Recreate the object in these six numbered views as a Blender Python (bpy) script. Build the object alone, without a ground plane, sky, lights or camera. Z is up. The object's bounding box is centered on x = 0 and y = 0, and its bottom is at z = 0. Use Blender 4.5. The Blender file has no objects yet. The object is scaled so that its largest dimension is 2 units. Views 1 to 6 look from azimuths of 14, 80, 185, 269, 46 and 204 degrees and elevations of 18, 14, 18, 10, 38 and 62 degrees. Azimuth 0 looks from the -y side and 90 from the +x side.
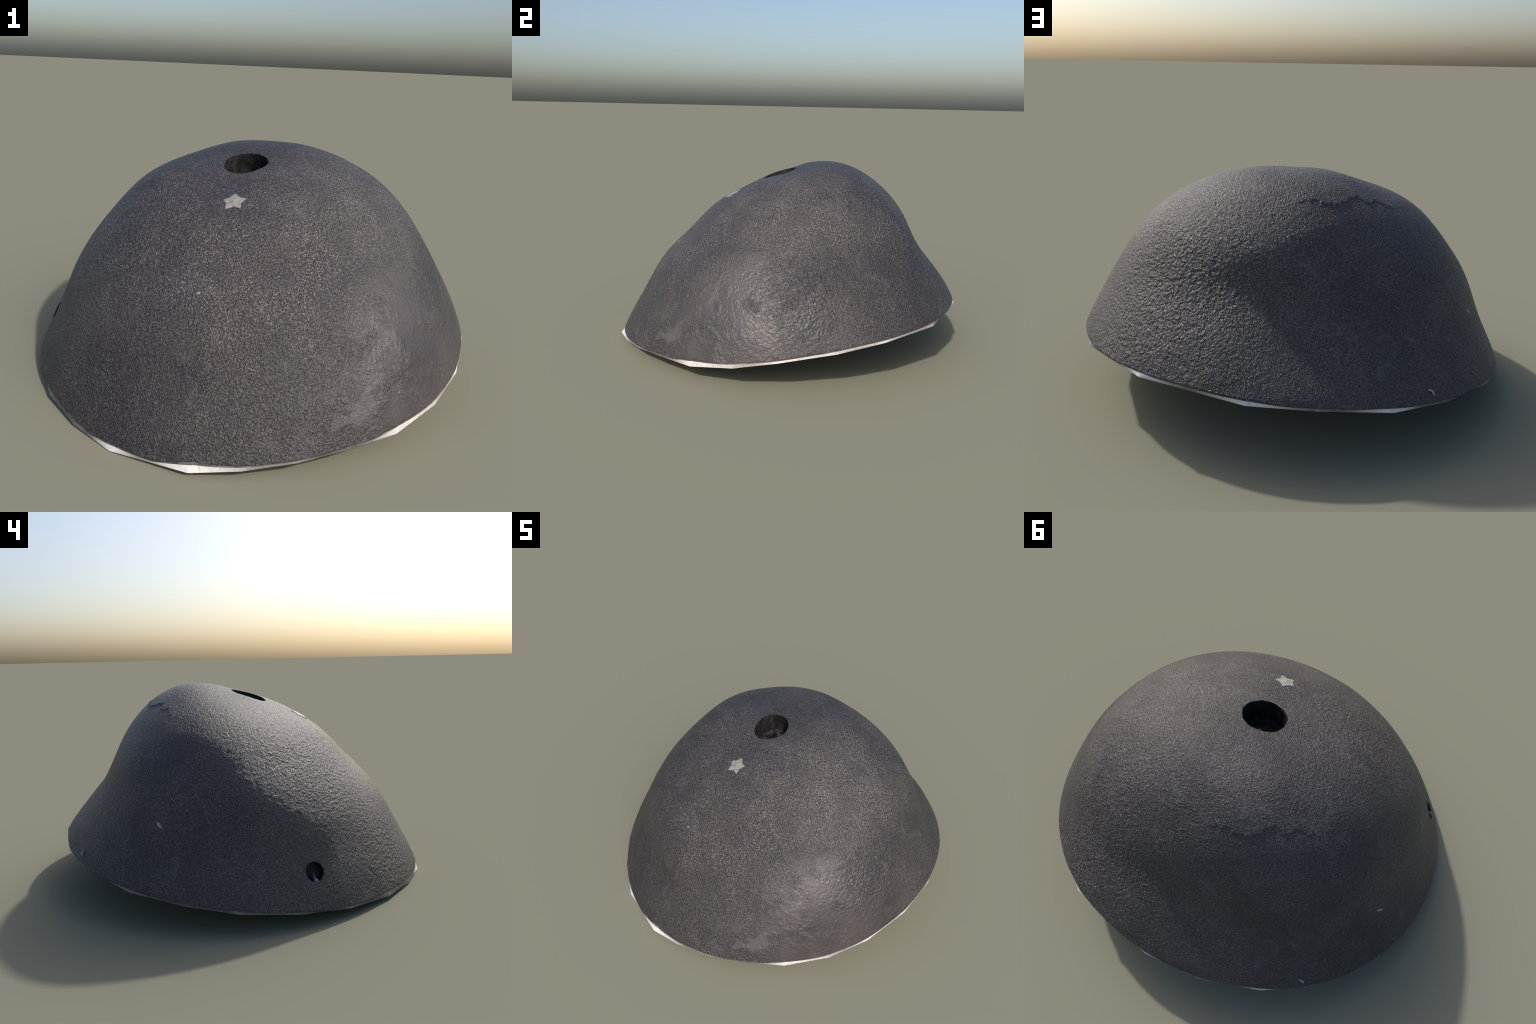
"""Old dented steel helmet: a lopsided dome with flared lip, a round vent bored
through the crown, a small bolt hole low on one side, a pale five-pointed star
badge and a thin pale torn edging along the lip."""
import bpy, math, random
import numpy as np
from mathutils import Vector, noise

random.seed(7)

# ---------------------------------------------------------------- dome shape
# The dome is described in polar form around CENTRE: meridians every 30 degrees,
# each with a radius at a few stations between crown (0) and lip (1).
CENTRE = np.array([0.0, 0.05, 0.25])
STATIONS = np.array([0.0, 0.22, 0.42, 0.60, 0.75, 0.88, 1.0])
CROWN = 0.721
RADII = [
    [0.752, 0.785, 0.802, 0.802, 0.799, 0.774, 0.733, 0.7, 0.675, 0.677, 0.698, 0.722],
    [0.802, 0.84, 0.826, 0.803, 0.8, 0.809, 0.791, 0.722, 0.686, 0.691, 0.712, 0.755],
    [0.84, 0.87, 0.817, 0.772, 0.78, 0.829, 0.817, 0.764, 0.722, 0.72, 0.752, 0.803],
    [0.877, 0.883, 0.812, 0.76, 0.779, 0.843, 0.857, 0.826, 0.803, 0.808, 0.834, 0.864],
    [0.934, 0.925, 0.878, 0.818, 0.826, 0.884, 0.902, 0.892, 0.885, 0.898, 0.917, 0.938],
    [1.003, 1.004, 0.96, 0.927, 0.945, 0.986, 1.008, 1.005, 1.008, 1.043, 1.022, 1.014],
]
LIP_ANGLE = [1.602, 1.545, 1.53, 1.563, 1.605, 1.658, 1.722, 1.781, 1.805, 1.801, 1.747, 1.695]
MERIDIANS = 12


def around(phi):
    """Weights that blend the twelve meridians smoothly (periodic)."""
    w = np.zeros((len(phi), MERIDIANS))
    for k in range(MERIDIANS):
        d = phi - 2 * math.pi * k / MERIDIANS
        v = np.full(len(phi), 1.0)
        for m in range(1, MERIDIANS // 2):
            v += 2 * np.cos(m * d)
        v += np.cos(MERIDIANS // 2 * d)
        w[:, k] = v / MERIDIANS
    return w


def down(s):
    """Cubic spline weights along a meridian; the last column is the start slope."""
    S = STATIONS
    n = len(S)
    h = np.diff(S)
    out = np.zeros((len(s), n + 1))
    for k in range(n + 1):
        y = np.zeros(n)
        if k < n:
            y[k] = 1
        A = np.zeros((n, n))
        b = np.zeros(n)
        A[0, 0], A[0, 1], b[0] = 2 * h[0], h[0], 6 * ((y[1] - y[0]) / h[0] - (1 if k == n else 0))
        A[-1, -1] = 1
        for i in range(1, n - 1):
            A[i, i - 1], A[i, i], A[i, i + 1] = h[i - 1], 2 * (h[i - 1] + h[i]), h[i]
            b[i] = 6 * ((y[i + 1] - y[i]) / h[i] - (y[i] - y[i - 1]) / h[i - 1])
        m = np.linalg.solve(A, b)
        i = np.clip(np.searchsorted(S, s, side='right') - 1, 0, n - 2)
        a, c = S[i + 1] - s, s - S[i]
        out[:, k] = (m[i] * a ** 3 + m[i + 1] * c ** 3) / (6 * h[i]) \
            + (y[i] / h[i] - m[i] * h[i] / 6) * a + (y[i + 1] / h[i] - m[i + 1] * h[i] / 6) * c
    return out


def dome(phi, s):
    """Grid of points; s is 1-D (same for all meridians) or (len(s), len(phi))."""
    wa = around(phi)
    az = np.arange(MERIDIANS) * 2 * math.pi / MERIDIANS
    first = np.array(RADII[0])
    tilt_x, tilt_y = [2 / MERIDIANS * np.sum(first * f(az)) / STATIONS[1] for f in (np.cos, np.sin)]
    grid = np.vstack([np.full(MERIDIANS, CROWN), np.array(RADII)]) @ wa.T      # stations x phi
    grid = np.vstack([grid, 0.3 * tilt_x * np.cos(phi) + tilt_y * np.sin(phi)])      # tilted crown
    lip = wa @ np.array(LIP_ANGLE)
    if s.ndim == 1:
        rad = down(s) @ grid
        ps = s[:, None] * lip[None]
    else:
        rad = np.empty_like(s)
        for j in range(s.shape[1]):
            rad[:, j] = down(s[:, j]) @ grid[:, j]
        ps = s * lip[None]
    return CENTRE + np.stack([rad * np.sin(ps) * np.cos(phi), rad * np.sin(ps) * np.sin(phi),
                              rad * np.cos(ps)], -1)


def dome_point(phi_deg, s):
    return dome(np.array([math.radians(phi_deg)]), np.array([s]))[0, 0]


def frame_at(phi_deg, s):
    """Point, outward normal, sideways and upward tangents of the dome."""
    p = dome_point(phi_deg, s)
    u = dome_point(phi_deg + 0.5, s) - p
    v = dome_point(phi_deg, s - 0.005) - p
    n = np.cross(u, v)
    n /= np.linalg.norm(n)
    if n @ (p - CENTRE) < 0:
        n = -n
    v -= n * (v @ n)
    v /= np.linalg.norm(v)
    u = np.cross(v, n)
    return p, n, u, v


def grid_normals(P):
    du = np.roll(P, -1, 1) - np.roll(P, 1, 1)
    dv = np.gradient(P, axis=0)
    n = np.cross(dv, du)
    n /= np.linalg.norm(n, axis=2)[..., None] + 1e-12
    sign = np.sign(np.sum(n * (P - CENTRE), axis=2))
    n *= np.where(sign == 0, 1, sign)[..., None]
    n[0] = (0, 0, 1)
    return n


def bump_noise(P, scale, octaves=1, seed=0.0):
    flat = P.reshape(-1, 3) * scale + seed
    if octaves == 1:
        f = noise.noise
        v = np.fromiter((f(q) for q in flat.tolist()), float, len(flat))
    else:
        f = noise.fractal
        v = np.fromiter((f(q, 0.8, 2.1, octaves) for q in flat.tolist()), float, len(flat))
    return v.reshape(P.shape[:-1])


def smooth(a, b, x):
    t = np.clip((x - a) / (b - a), 0, 1)
    return t * t * (3 - 2 * t)


def spot(P, centre, size):
    d = np.linalg.norm(P - np.array(centre), axis=-1)
    return np.exp(-(d / size) ** 2)


# ---------------------------------------------------------------- features
# openings: axis point, axis direction, radii (across, along), wobble
VENT = dict(c=np.array([-0.021, -0.033, 0.94]), n=np.array([-0.03, -0.22, 0.97]),
            u=np.array([1.0, 0.0, 0.03]), r=(0.099, 0.098))
_p, _n, _u, _v = frame_at(202.8, 0.908)
BOLT = dict(c=_p, n=_n, u=_u, r=(0.046, 0.0445))
for h in (VENT, BOLT):
    h['n'] = h['n'] / np.linalg.norm(h['n'])
    h['u'] = h['u'] - h['n'] * (h['u'] @ h['n'])
    h['u'] /= np.linalg.norm(h['u'])
    h['v'] = np.cross(h['n'], h['u'])


def in_hole(h, P):
    """Polar coordinates in the opening; radius 1 is its edge."""
    d = P - h['c']
    x, y, z = d @ h['u'] / h['r'][0], d @ h['v'] / h['r'][1], d @ h['n']
    ang = np.arctan2(y, x)
    lump = 1 + 0.012 * np.sin(3 * ang + 0.6) + 0.01 * np.sin(5 * ang + 2.0) + 0.008 * np.sin(11 * ang)
    r = np.hypot(x, y) / lump
    r = np.where(z < -0.3, 99.0, r)
    return r, ang


# torn paint edge across the back of the crown: (azimuth, station)
TEAR = [(70, .53), (77, .50), (84, .445), (90, .401), (97, .385), (102, .373), (108, .38), (114, .394),
        (121, .378), (128.5, .361), (131, .388), (134, .393), (137.6, .38), (142.7, .418), (148, .424),
        (152, .437), (160, .465), (168, .503)]

# corners of the torn lip edging: azimuth and shift (outward, down) in metres
CORNERS = [(0, 0, .002), (14.3, -.002, .004), (33.2, .001, .009), (56.6, .007, .006), (83.5, -.003, .011),
           (100, 0, -.004), (118, -.002, .009), (133, .0, .0), (152.6, -.001, .005), (168, 0, .0),
           (181.7, .001, .002), (197, -.002, -.004), (212, 0, .001), (228, .006, .009), (242, .005, .010),
           (255.4, .008, .008), (273.8, .012, .001), (284, .002, .002), (295, .001, .002), (306, -.002, .003),
           (318.5, -.003, .017), (332, -.001, .006), (344.5, .002, -.006)]


def lip_line(phi):
    """Lip edging: straight chords between the corners."""
    deg = np.degrees(phi) % 360
    pts = []
    for a, out, dn in CORNERS:
        p = dome_point(a, 1.0).copy()
        r = np.array([math.cos(math.radians(a)), math.sin(math.radians(a)), 0])
        p = p + r * out
        p[2] = max(p[2] - dn, 0.0)
        pts.append(p)
    az = np.array([a for a, _, _ in CORNERS] + [360.0])
    pts = np.array(pts + [pts[0]])
    return np.stack([np.interp(deg, az, pts[:, k]) for k in range(3)], 1)


# width of the edging below the painted skin: (azimuth, metres)
EDGING = [(0, .017), (20, .014), (57, .013), (84, .015), (110, .013), (130, .010), (150, .010), (180, .010),
          (205, .011), (230, .010), (248, .007), (256, .015), (266, .009), (275, .021), (287, .010), (300, .006),
          (312, .007), (319, .020), (335, .020), (350, .017)]


def edge_station(phi):
    deg = np.degrees(phi)
    w = np.interp(deg, [a for a, _ in EDGING] + [360], [b for _, b in EDGING] + [EDGING[0][1]])
    return 1.0 - w / 1.68 + 0.0007 * np.sin(9 * phi) + 0.0006 * np.sin(23 * phi + 2)


# ---------------------------------------------------------------- materials
class Nodes:
    def __init__(self, name):
        self.m = bpy.data.materials.new(name)
        self.m.use_nodes = True
        self.t = self.m.node_tree
        self.t.nodes.clear()
        self.out = self.t.nodes.new('ShaderNodeOutputMaterial')
        self.bsdf = self.t.nodes.new('ShaderNodeBsdfPrincipled')
        self.t.links.new(self.bsdf.outputs[0], self.out.inputs[0])
        self.pos = self.t.nodes.new('ShaderNodeTexCoord').outputs['Object']

    def put(self, sock, val):
        if isinstance(val, bpy.types.NodeSocket):
            self.t.links.new(val, sock)
        elif val is not None:
            sock.default_value = val

    def new(self, kind, **kw):
        n = self.t.nodes.new(kind)
        for k, v in kw.items():
            setattr(n, k, v)
        return n

    def noise(self, scale, detail=2.0, rough=0.5, dist=0.0, vec=None):
        n = self.new('ShaderNodeTexNoise')
        self.put(n.inputs['Vector'], vec or self.pos)
        n.inputs['Scale'].default_value = scale
        n.inputs['Detail'].default_value = detail
        n.inputs['Roughness'].default_value = rough
        n.inputs['Distortion'].default_value = dist
        return n.outputs['Fac']

    def voronoi(self, scale, feature='F1', out='Distance', vec=None, rnd=1.0):
        n = self.new('ShaderNodeTexVoronoi', feature=feature)
        self.put(n.inputs['Vector'], vec or self.pos)
        n.inputs['Scale'].default_value = scale
        n.inputs['Randomness'].default_value = rnd
        return n.outputs[out]

    def math(self, op, a, b=None, c=None, clamp=False):
        n = self.new('ShaderNodeMath', operation=op, use_clamp=clamp)
        for s, v in zip(n.inputs, (a, b, c)):
            self.put(s, v)
        return n.outputs[0]

    def ramp(self, fac, lo, hi, a=0.0, b=1.0):
        n = self.new('ShaderNodeMapRange', interpolation_type='SMOOTHSTEP')
        for s, v in zip(n.inputs, (fac, lo, hi, a, b)):
            self.put(s, v)
        return n.outputs[0]

    def mix(self, fac, a, b, mode='MIX'):
        n = self.new('ShaderNodeMix', data_type='RGBA', blend_type=mode)
        self.put(n.inputs['Factor'], fac)
        self.put(n.inputs['A'], a if not isinstance(a, tuple) else (*a, 1))
        self.put(n.inputs['B'], b if not isinstance(b, tuple) else (*b, 1))
        return n.outputs['Result']

    def near(self, centre, size):
        n = self.new('ShaderNodeVectorMath', operation='DISTANCE')
        self.put(n.inputs[0], self.pos)
        n.inputs[1].default_value = centre
        return self.ramp(n.outputs['Value'], size, 0.0)

    def bump(self, height, dist, strength=1.0, base=None):
        n = self.new('ShaderNodeBump')
        n.inputs['Strength'].default_value = strength
        n.inputs['Distance'].default_value = dist
        self.put(n.inputs['Height'], height)
        if base is not None:
            self.put(n.inputs['Normal'], base)
        return n.outputs[0]

    def finish(self, color, rough, normal=None, spec=0.5):
        self.put(self.bsdf.inputs['Base Color'], color if not isinstance(color, tuple) else (*color, 1))
        self.put(self.bsdf.inputs['Roughness'], rough)
        self.bsdf.inputs['Specular IOR Level'].default_value = spec
        if normal is not None:
            self.put(self.bsdf.inputs['Normal'], normal)
        return self.m


COARSE = [((0.45, 0.72, 0.55), 0.62), ((-0.45, -0.35, 0.65), 0.55), ((0.85, -0.1, 0.5), 0.38),
          ((-0.55, -0.75, 0.2), 0.4)]


def painted_steel():
    k = Nodes('painted_steel')
    # where the paint is coarse and hammered, and where it is rubbed smooth
    coarse = 0.15
    for c, r in COARSE:
        coarse = k.math('MAXIMUM', coarse, k.near(c, r))
    sleek = k.ramp(k.near((0.88, -0.34, 0.22), 0.75), 0.1, 0.6)
    sleek = k.math('MULTIPLY', sleek, k.ramp(k.noise(9.0, 3.0, 0.6), 0.25, 0.55), clamp=True)
    rugged = k.math('SUBTRACT', 1.0, k.math('MULTIPLY', sleek, 0.80))
    fine = k.noise(290, 1.0, 0.5)
    grain = k.noise(170, 2.0, 0.55, 0.3)
    lump = k.noise(52, 3.0, 0.55, 0.5)
    cell = k.voronoi(88, 'SMOOTH_F1')
    # broad tints: neutral grey, purplish dark, brownish, faint green
    broad = k.noise(2.6, 3.0, 0.55)
    warm = k.noise(4.1, 2.0, 0.5)
    col = k.mix(k.ramp(broad, 0.3, 0.7), (0.040, 0.036, 0.040), (0.078, 0.069, 0.066))
    col = k.mix(k.math('MULTIPLY', k.near((0.0, -0.66, 0.52), 0.55), k.ramp(warm, 0.35, 0.6, 0.1, 0.8)), col,
                (0.092, 0.077, 0.072))
    col = k.mix(k.math('MULTIPLY', k.near((0.50, -0.12, 0.80), 0.50), k.ramp(warm, 0.35, 0.6, 0.3, 0.8)), col,
                (0.104, 0.096, 0.082))
    col = k.mix(k.math('MULTIPLY', k.near((0.25, -0.92, 0.12), 0.5), 0.6), col, (0.050, 0.043, 0.048))
    col = k.mix(k.ramp(warm, 0.55, 0.75, 0.0, 0.35), col, (0.088, 0.076, 0.074))
    col = k.mix(k.ramp(warm, 0.42, 0.28, 0.0, 0.30), col, (0.058, 0.064, 0.060))
    # pits and pale worn grains
    pit = k.math('MULTIPLY', k.ramp(grain, 0.54, 0.38), rugged)
    col = k.mix(k.math('MULTIPLY', pit, 0.80), col, (0.013, 0.012, 0.014))
    speckled = 0.10
    for c, r in (((0.15, -0.50, 0.68), 0.62), ((0.50, 0.0, 0.80), 0.52), ((0.45, 0.55, 0.70), 0.55),
                 ((-0.40, -0.30, 0.72), 0.55), ((0.5, 0.85, 0.32), 0.35)):
        speckled = k.math('MAXIMUM', speckled, k.near(c, r))
    amount = k.math('MULTIPLY', k.ramp(k.noise(6.5, 4.0, 0.65), 0.36, 0.62, 0.35, 1.15), k.ramp(speckled, 0.0, 0.7, 0.36, 1.0), clamp=True)
    peak = k.math('MULTIPLY', k.math('MULTIPLY', k.ramp(grain, 0.52, 0.68), amount), rugged)
    col = k.mix(peak, col, (0.250, 0.220, 0.205))
    spark = k.math('MULTIPLY', k.ramp(fine, 0.68, 0.76), k.math('MULTIPLY', k.math('MULTIPLY', rugged, amount), 0.8))
    col = k.mix(spark, col, (0.38, 0.36, 0.345))
    # cloudy scuffs
    scuff = k.ramp(k.noise(11.0, 4.0, 0.65, 0.8), 0.56, 0.76, 0.0, 0.42)
    col = k.mix(scuff, col, (0.150, 0.147, 0.145))
    # rubbed angular patches near the front lip
    patch = k.voronoi(9.0, 'F1', 'Color')
    sep = k.new('ShaderNodeSeparateColor')
    k.put(sep.inputs[0], patch)
    smear = k.math('MULTIPLY', k.near((0.60, -0.74, 0.15), 0.30), k.ramp(sep.outputs[0], 0.50, 0.53))
    col = k.mix(k.math('MULTIPLY', smear, 0.45), col, (0.14, 0.133, 0.128))
    col = k.mix(1.0, col, (0.87, 0.855, 0.885), 'MULTIPLY')
    n1 = k.bump(k.math('MULTIPLY', lump, rugged), 0.009, 0.5)
    hgt = k.math('MULTIPLY', k.math('ADD', k.math('MULTIPLY', cell, 0.8), k.math('MULTIPLY', lump, 0.7)), coarse)
    n1 = k.bump(hgt, 0.011, 0.9, n1)
    n2 = k.bump(k.math('MULTIPLY', k.math('ADD', grain, k.math('MULTIPLY', fine, 0.4)), rugged), 0.005, 1.0, n1)
    rough = k.ramp(grain, 0.3, 0.7, 0.58, 0.38)
    rough = k.math('SUBTRACT', rough, k.math('MULTIPLY', sleek, 0.07))
    return k.finish(col, rough, n2, 0.5)


def pale_edging():
    k = Nodes('pale_edging')
    a = k.noise(6.0, 3.0, 0.6)
    col = k.mix(k.ramp(a, 0.40, 0.62), (0.12, 0.112, 0.106), (0.22, 0.21, 0.20))  # white edging greyed down, shade of the back lip included in the colour
    for c, r in (((0.067, -0.974, 0.0), 0.26), ((-0.25, -0.92, 0.0), 0.13), ((0.80, -0.55, 0.09), 0.26),
                 ((0.534, 0.86, 0.28), 0.20), ((0.98, -0.1, 0.18), 0.34), ((0.93, 0.35, 0.26), 0.36),
                 ((0.1, 0.97, 0.25), 0.24), ((-0.42, 0.88, 0.2), 0.16)):
        col = k.mix(k.math('POWER', k.near(c, r), 0.6), col, (0.72, 0.69, 0.66))
    streak = k.noise(60, 3.0, 0.6)
    col = k.mix(k.ramp(streak, 0.5, 0.75, 0, 0.5), col, (0.22, 0.2, 0.19))
    return k.finish(col, 0.7, k.bump(streak, 0.003, 0.4), 0.3)


def dark_edging():
    k = Nodes('dark_edging')
    a = k.noise(30, 3.0, 0.6)
    col = k.mix(k.ramp(a, 0.35, 0.7), (0.05, 0.045, 0.045), (0.15, 0.13, 0.125))
    return k.finish(col, 0.6, k.bump(a, 0.003, 0.5), 0.35)


def dark_lining():
    k = Nodes('dark_lining')
    a = k.noise(28, 4.0, 0.6)
    col = k.mix(k.ramp(a, 0.4, 0.75), (0.010, 0.010, 0.011), (0.035, 0.035, 0.034))
    return k.finish(col, 0.65, k.bump(a, 0.01, 0.6), 0.3)


def dusty_grey():
    k = Nodes('dusty_grey')
    a = k.noise(70, 3.0, 0.6)
    col = k.mix(k.ramp(a, 0.35, 0.7), (0.06, 0.06, 0.062), (0.24, 0.24, 0.235))
    return k.finish(col, 0.6, k.bump(a, 0.004, 0.5), 0.4)


def dull_silver():
    k = Nodes('dull_silver')
    a = k.noise(45, 3.0, 0.6)
    col = k.mix(k.ramp(a, 0.3, 0.75), (0.20, 0.188, 0.172), (0.34, 0.32, 0.292))
    return k.finish(col, 0.5, k.bump(a, 0.003, 0.3), 0.5)


def chalky_chip():
    k = Nodes('chalky_chip')
    a = k.noise(60, 3.0, 0.6)
    col = k.mix(k.ramp(a, 0.3, 0.7), (0.20, 0.195, 0.19), (0.42, 0.40, 0.38))
    return k.finish(col, 0.8, k.bump(a, 0.003, 0.4), 0.3)


# ---------------------------------------------------------------- mesh helpers
def make(name, verts, faces, mats, parent, smooth_shade=True, mat_idx=None):
    me = bpy.data.meshes.new(name)
    me.from_pydata([tuple(v) for v in np.asarray(verts).tolist()], [], faces)
    for m in (mats if isinstance(mats, list) else [mats]):
        me.materials.append(m)
    if smooth_shade:
        me.polygons.foreach_set('use_smooth', np.ones(len(me.polygons), bool))
    if mat_idx is not None:
        me.polygons.foreach_set('material_index', np.asarray(mat_idx, dtype=np.int32))
    me.validate()
    me.update()
    ob = bpy.data.objects.new(name, me)
    bpy.context.scene.collection.objects.link(ob)
    ob.parent = parent
    return ob


def grid_faces(rows, cols, offset=0, flip=False, closed=True):
    i, j = np.meshgrid(np.arange(rows - 1), np.arange(cols if closed else cols - 1), indexing='ij')
    j2 = (j + 1) % cols
    f = np.stack([i * cols + j, (i + 1) * cols + j, (i + 1) * cols + j2, i * cols + j2], -1).reshape(-1, 4) + offset
    return f[:, ::-1] if flip else f


def cut_opening(P, faces, h, grow=1.0, others=None):
    """Drop faces inside an opening and pull the border onto its edge line."""
    r, ang = in_hole(h, P)
    r = r / grow
    keep = r[faces].mean(1) > 1.0
    f = faces[keep]
    gone = faces[~keep]
    border = np.intersect1d(np.unique(f), np.unique(gone))
    d = P[border] - h['c']
    z = d @ h['n']
    flat = d - z[:, None] * h['n']
    P[border] = h['c'] + z[:, None] * h['n'] + flat / r[border][:, None]
    order = np.argsort(ang[border])
    return f, border[order]


# ---------------------------------------------------------------- build
helmet = bpy.data.objects.new('steel_helmet', None)
bpy.context.scene.collection.objects.link(helmet)
helmet['label'] = 'dark grey rough-painted metal helmet shell with crown hole and pale star'
helmet['category'] = 'helmet'

M_STEEL, M_PALE, M_DARK = painted_steel(), pale_edging(), dark_edging()
M_HOLLOW, M_DUST, M_SILVER, M_CHALK = dark_lining(), dusty_grey(), dull_silver(), chalky_chip()

# ---- shell: outer skin, rounded edge, inner skin
NPHI, NS = 1000, 480
phi = np.arange(NPHI) * 2 * math.pi / NPHI
s_edge = edge_station(phi)
lin = np.linspace(0, 1, NS)
P = dome(phi, lin[:, None] * s_edge[None])
N = grid_normals(P)
coarse = np.full(P.shape[:2], 0.15)
for c, r in COARSE:
    coarse = np.maximum(coarse, spot(P, c, r * 0.75))
relief = 0.0013 * coarse * bump_noise(P, 42.0) + 0.0016 * coarse * bump_noise(P, 76.0, seed=3.1)
relief += 0.0012 * bump_noise(P, 7.0, seed=9.0)
# torn paint edge: the upper coat stands proud of the lower one
deg = np.degrees(phi)
tear_s = np.interp(deg, [a for a, _ in TEAR], [b for _, b in TEAR])
jag = bump_noise(np.stack([deg * 0.35, deg * 0 + 4, deg * 0], -1)[None], 1.0, 3)[0]
tear_s = tear_s + 0.016 * jag
win = smooth(88, 104, deg) * smooth(158, 132, deg)
dist = (tear_s[None] - (lin[:, None] * s_edge[None])) * 1.2          # metres above the tear
relief += win[None] * 0.0036 * smooth(-0.0035, 0.0035, dist) * np.exp(-np.maximum(dist, 0) / 0.05)
relief *= smooth(1.0, 0.985, lin)[:, None]
P = P + N * relief[..., None]

# rounded dark edge then inner skin
THICK = 0.016
rows = [P]
E0, En = dome(phi, s_edge[None])[0], N[-1]
tang = E0 - P[-2]
tang /= np.linalg.norm(tang, axis=1)[:, None]
ring1 = E0 - En * 0.004 + tang * 0.004
ring2 = E0 - En * 0.010 + tang * 0.003
inner_s = np.linspace(1, 0.0, 90)
IP = dome(phi, inner_s[:, None] * s_edge[None])
IP = IP - grid_normals(IP[::-1])[::-1] * THICK
V = np.concatenate([P.reshape(-1, 3), ring1, ring2, IP.reshape(-1, 3)])
faces = grid_faces(NS + 2 + 90, NPHI)
mid = faces.mean(1)
outer = faces[faces.max(1) < NS * NPHI]
rest = faces[faces.max(1) >= NS * NPHI]
outer, vent_loop = cut_opening(V, outer, VENT)
outer, bolt_loop = cut_opening(V, outer, BOLT)
rest, _ = cut_opening(V, rest, VENT, 1.03)
rest, _ = cut_opening(V, rest, BOLT, 1.06)
allf = np.concatenate([outer, rest])
vent_ring, bolt_ring = V[vent_loop].copy(), V[bolt_loop].copy()
used = np.unique(allf)
remap = np.full(len(V), -1)
remap[used] = np.arange(len(used))
shell = make('shell', V[used], remap[allf].tolist(), M_STEEL, helmet)


# ---- linings of the openings: a bored wall closed by an uneven floor
def lining(name, h, ring, profile, mat, mound):
    """profile: (radius factor, depth) pairs from the edge inward."""
    n = len(ring)
    d = ring - h['c']
    z = d @ h['n']
    flat = d - z[:, None] * h['n']
    verts = []
    for f, depth in profile:
        verts.append(h['c'] + flat * f + (z * max(0, 1 - depth * 6) - depth)[:, None] * h['n'])
    verts = np.array(verts)
    wob = bump_noise(verts, 30.0, 2, seed=1.0) * 0.008
    fade = np.array([min(1, dd * 30) for _, dd in profile])[:, None]
    verts = verts + h['n'] * (wob * fade)[..., None]
    rad = np.linalg.norm(flat, axis=1)
    for i, (f, depth) in enumerate(profile):
        for (mu, mv, ms, mh) in mound:
            x = verts[i] - h['c']
            dd = np.hypot(x @ h['u'] - mu, x @ h['v'] - mv)
            if f < 0.9:
                verts[i] += h['n'] * (mh * np.exp(-(dd / ms) ** 2))[:, None]
    vs = np.concatenate([verts.reshape(-1, 3), verts[-1].mean(0)[None]])
    fs = grid_faces(len(profile), n).tolist()
    base = (len(profile) - 1) * n
    fs += [[base + j, len(vs) - 1, base + (j + 1) % n] for j in range(n)]
    return make(name, vs, fs, mat, helmet)


def lining_profile(depth, throat, flare):
    """Straight throat through the metal, then a wider hollow with a floor."""
    wall = [(1.0, 0.0), (1.0, 0.004), (0.995, throat * 0.6), (1.0, throat)]
    wall += [(1.0 + flare * t ** 0.5, throat + (depth - throat) * t) for t in (0.1, 0.3, 0.5, 0.7, 0.9)]
    wall += [(1 + flare * 0.85, depth * 0.98)]
    floor = [(f, depth) for f in (0.92, 0.84, 0.76, 0.68, 0.58, 0.48, 0.38, 0.28, 0.18, 0.09, 0.03)]
    return wall + floor


vent = lining('vent_lining', VENT, vent_ring, lining_profile(0.125, 0.022, 0.05), M_HOLLOW,
              [(0.005, 0.035, 0.034, 0.068), (-0.06, -0.02, 0.03, 0.03)])
bolt = lining('bolt_hole_lining', BOLT, bolt_ring, lining_profile(0.035, 0.02, -0.06), M_HOLLOW, [])


def sweep(name, path, widths, heights, mat, parent, seg=12, up=None):
    """Tube of oval section along a path with its own frame."""
    path = np.array(path, float)
    t = np.gradient(path, axis=0)
    t /= np.linalg.norm(t, axis=1)[:, None]
    verts = []
    for p, tt, w, hh in zip(path, t, widths, heights):
        side = np.cross(tt, up)
        side /= np.linalg.norm(side)
        top = np.cross(side, tt)
        for a in range(seg):
            an = 2 * math.pi * a / seg
            verts.append(p + side * w * math.cos(an) + top * hh * math.sin(an))
    n = len(path)
    fs = grid_faces(n, seg).tolist()
    verts += [path[0], path[-1]]
    fs += [[a, (a + 1) % seg, n * seg] for a in range(seg)]
    fs += [[(n - 1) * seg + (a + 1) % seg, (n - 1) * seg + a, n * seg + 1] for a in range(seg)]
    return make(name, verts, fs, mat, parent)


# pale stub of a strap loop inside the bolt hole
b = BOLT
up_v = b['v'] if b['v'][2] > 0 else -b['v']
path = [b['c'] - up_v * 0.045 - b['n'] * 0.001, b['c'] - up_v * 0.036 - b['n'] * 0.004,
        b['c'] - up_v * 0.026 - b['n'] * 0.013, b['c'] - up_v * 0.014 - b['n'] * 0.018,
        b['c'] - up_v * 0.004 - b['n'] * 0.024]
sweep('strap_stub', path, [0.012, 0.011, 0.007, 0.006, 0.004], [0.003, 0.005, 0.006, 0.006, 0.004], M_DUST,
      bolt, up=b['n'])

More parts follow.
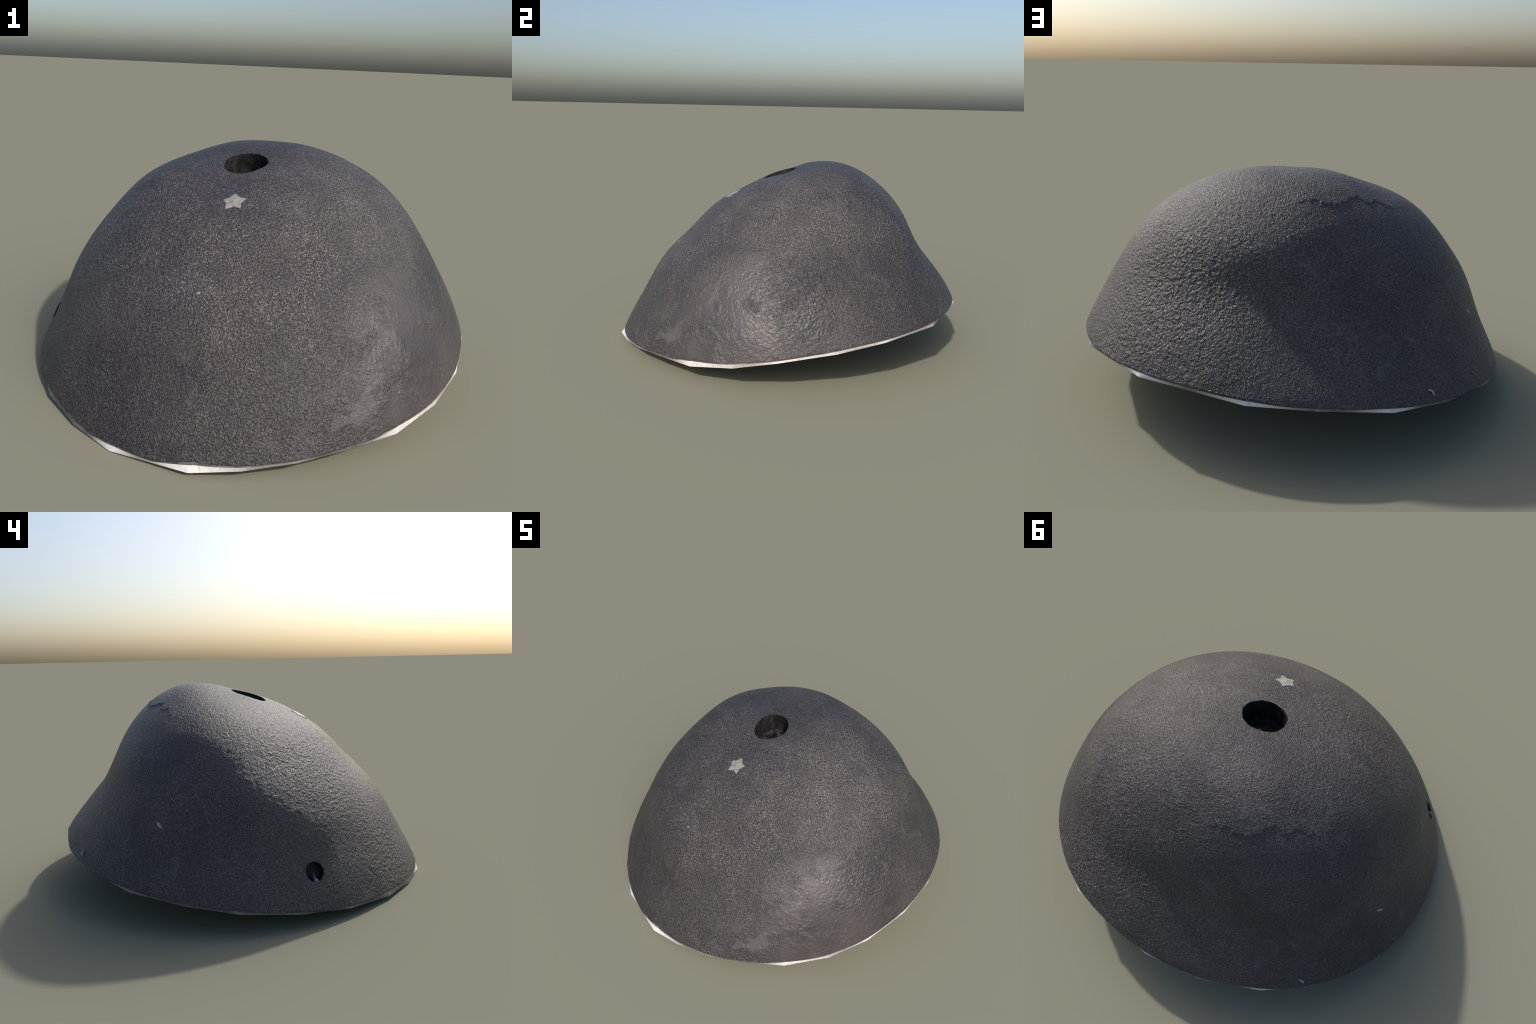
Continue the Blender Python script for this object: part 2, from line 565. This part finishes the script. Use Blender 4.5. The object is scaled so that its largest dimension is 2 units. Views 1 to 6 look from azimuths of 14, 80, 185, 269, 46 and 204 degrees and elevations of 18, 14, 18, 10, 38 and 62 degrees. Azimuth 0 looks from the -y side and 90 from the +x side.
# ---- lip edging: pale torn band below the dark edge, in straight facets
NB = 720
pb = np.arange(NB) * 2 * math.pi / NB
sb = edge_station(pb)
top = dome(pb, sb[None])[0]
above = dome(pb, (sb - 0.004)[None])[0]
tdir = top - above
tdir /= np.linalg.norm(tdir, axis=1)[:, None]
radial = np.stack([np.cos(pb), np.sin(pb), np.zeros(NB)], 1)
low = lip_line(pb)
o_top = top - radial * 0.0015 - tdir * 0.003
o_1 = top * 0.72 + low * 0.28 + radial * 0.0005
o_2 = top * 0.35 + low * 0.65 + radial * 0.0005
i_low = low - radial * 0.012 + np.array([0, 0, 0.004])
i_top = top - radial * 0.014
ringset = [o_top, o_1, o_2, low, i_low, i_top]
bv = np.concatenate(ringset)
bf = grid_faces(6, NB).tolist()
bf += [[5 * NB + j, j, (j + 1) % NB, 5 * NB + (j + 1) % NB] for j in range(NB)]
idx = []
nz = bump_noise(np.stack([np.cos(pb) * 6, np.sin(pb) * 6, pb * 0], -1)[None], 1.0, 2)[0]
for r in range(6):
    for j in range(NB):
        idx.append(1 if r == 0 or r >= 3 else 0)
band = make('lip_edging', bv, bf, [M_PALE, M_DARK], helmet, smooth_shade=False, mat_idx=idx)

# ---- star badge
sp, sn, su, sv = frame_at(271.8, 0.312)
sp = np.array([0.008, -0.308, 0.0]) * [1, 1, 0] + np.array([0, 0, sp[2]])
outline = []
for i in range(10):
    a = math.radians(98 + 36 * i)
    r = (0.053, 0.033)[i % 2] * (1 + 0.05 * math.sin(i * 2.3))
    outline.append((r * math.cos(a), r * math.sin(a)))
su = np.array([1.0, 0, 0]) - sn * sn[0]
su /= np.linalg.norm(su)
sv = np.cross(sn, su)
sp = frame_at(271.5, 0.314)[0]
verts, nn = [], 10
for lift, shrink in ((-0.006, 1.0), (0.002, 1.0), (0.0035, 0.93)):
    for x, y in outline:
        q = sp + su * x * shrink + sv * y * shrink
        sag = -0.35 * (x * x + y * y)
        verts.append(q + sn * (lift + sag))
verts.append(sp + sn * 0.0045)
fs = grid_faces(3, nn).tolist()
fs += [[2 * nn + j, 2 * nn + (j + 1) % nn, 3 * nn] for j in range(nn)]
fs = [f[::-1] if len(f) == 4 else f for f in fs]
make('star_badge', verts, fs, M_SILVER, helmet, smooth_shade=False)


# ---- small pale marks: a curled fibre at the back lip, chips of paint
p, n, u, v = frame_at(129.0, 0.976)
sweep('fibre', [p + u * (-0.006) + v * 0.014 + n * 0.001, p + u * 0.002 + v * 0.013 + n * 0.005,
                p + u * 0.009 + v * 0.006 + n * 0.006, p + u * 0.012 - v * 0.004 + n * 0.004,
                p + u * 0.012 - v * 0.013 + n * 0.001],
      [0.002, 0.004, 0.005, 0.005, 0.003], [0.002, 0.004, 0.004, 0.004, 0.002], M_CHALK, helmet, up=n)


def chip(phi_deg, s, length, width, turn, seed):
    """Thin ragged flake lying on the dome."""
    p, n, u, v = frame_at(phi_deg, s)
    a, b2 = u * math.cos(turn) + v * math.sin(turn), v * math.cos(turn) - u * math.sin(turn)
    seg, rows = 28, [(1.0, -0.001), (0.9, 0.0015), (0.6, 0.0028), (0.3, 0.003)]
    verts = []
    for f, h in rows:
        for i in range(seg):
            an = 2 * math.pi * i / seg
            rag = 1 + 0.35 * noise.noise(Vector((math.cos(an) * 1.6, math.sin(an) * 1.6, seed)))
            verts.append(p + a * length * f * rag * math.cos(an) + b2 * width * f * rag * math.sin(an) + n * h)
    verts.append(p + n * 0.003)
    fs = grid_faces(4, seg, flip=True).tolist()
    fs += [[3 * seg + j, 3 * seg + (j + 1) % seg, 4 * seg] for j in range(seg)]
    return make('paint_chip', verts, fs, M_CHALK, helmet)


chip(157.8, 0.816, 0.022, 0.007, -0.7, 2.0)
chip(268.0, 0.649, 0.010, 0.006, 0.5, 5.0)
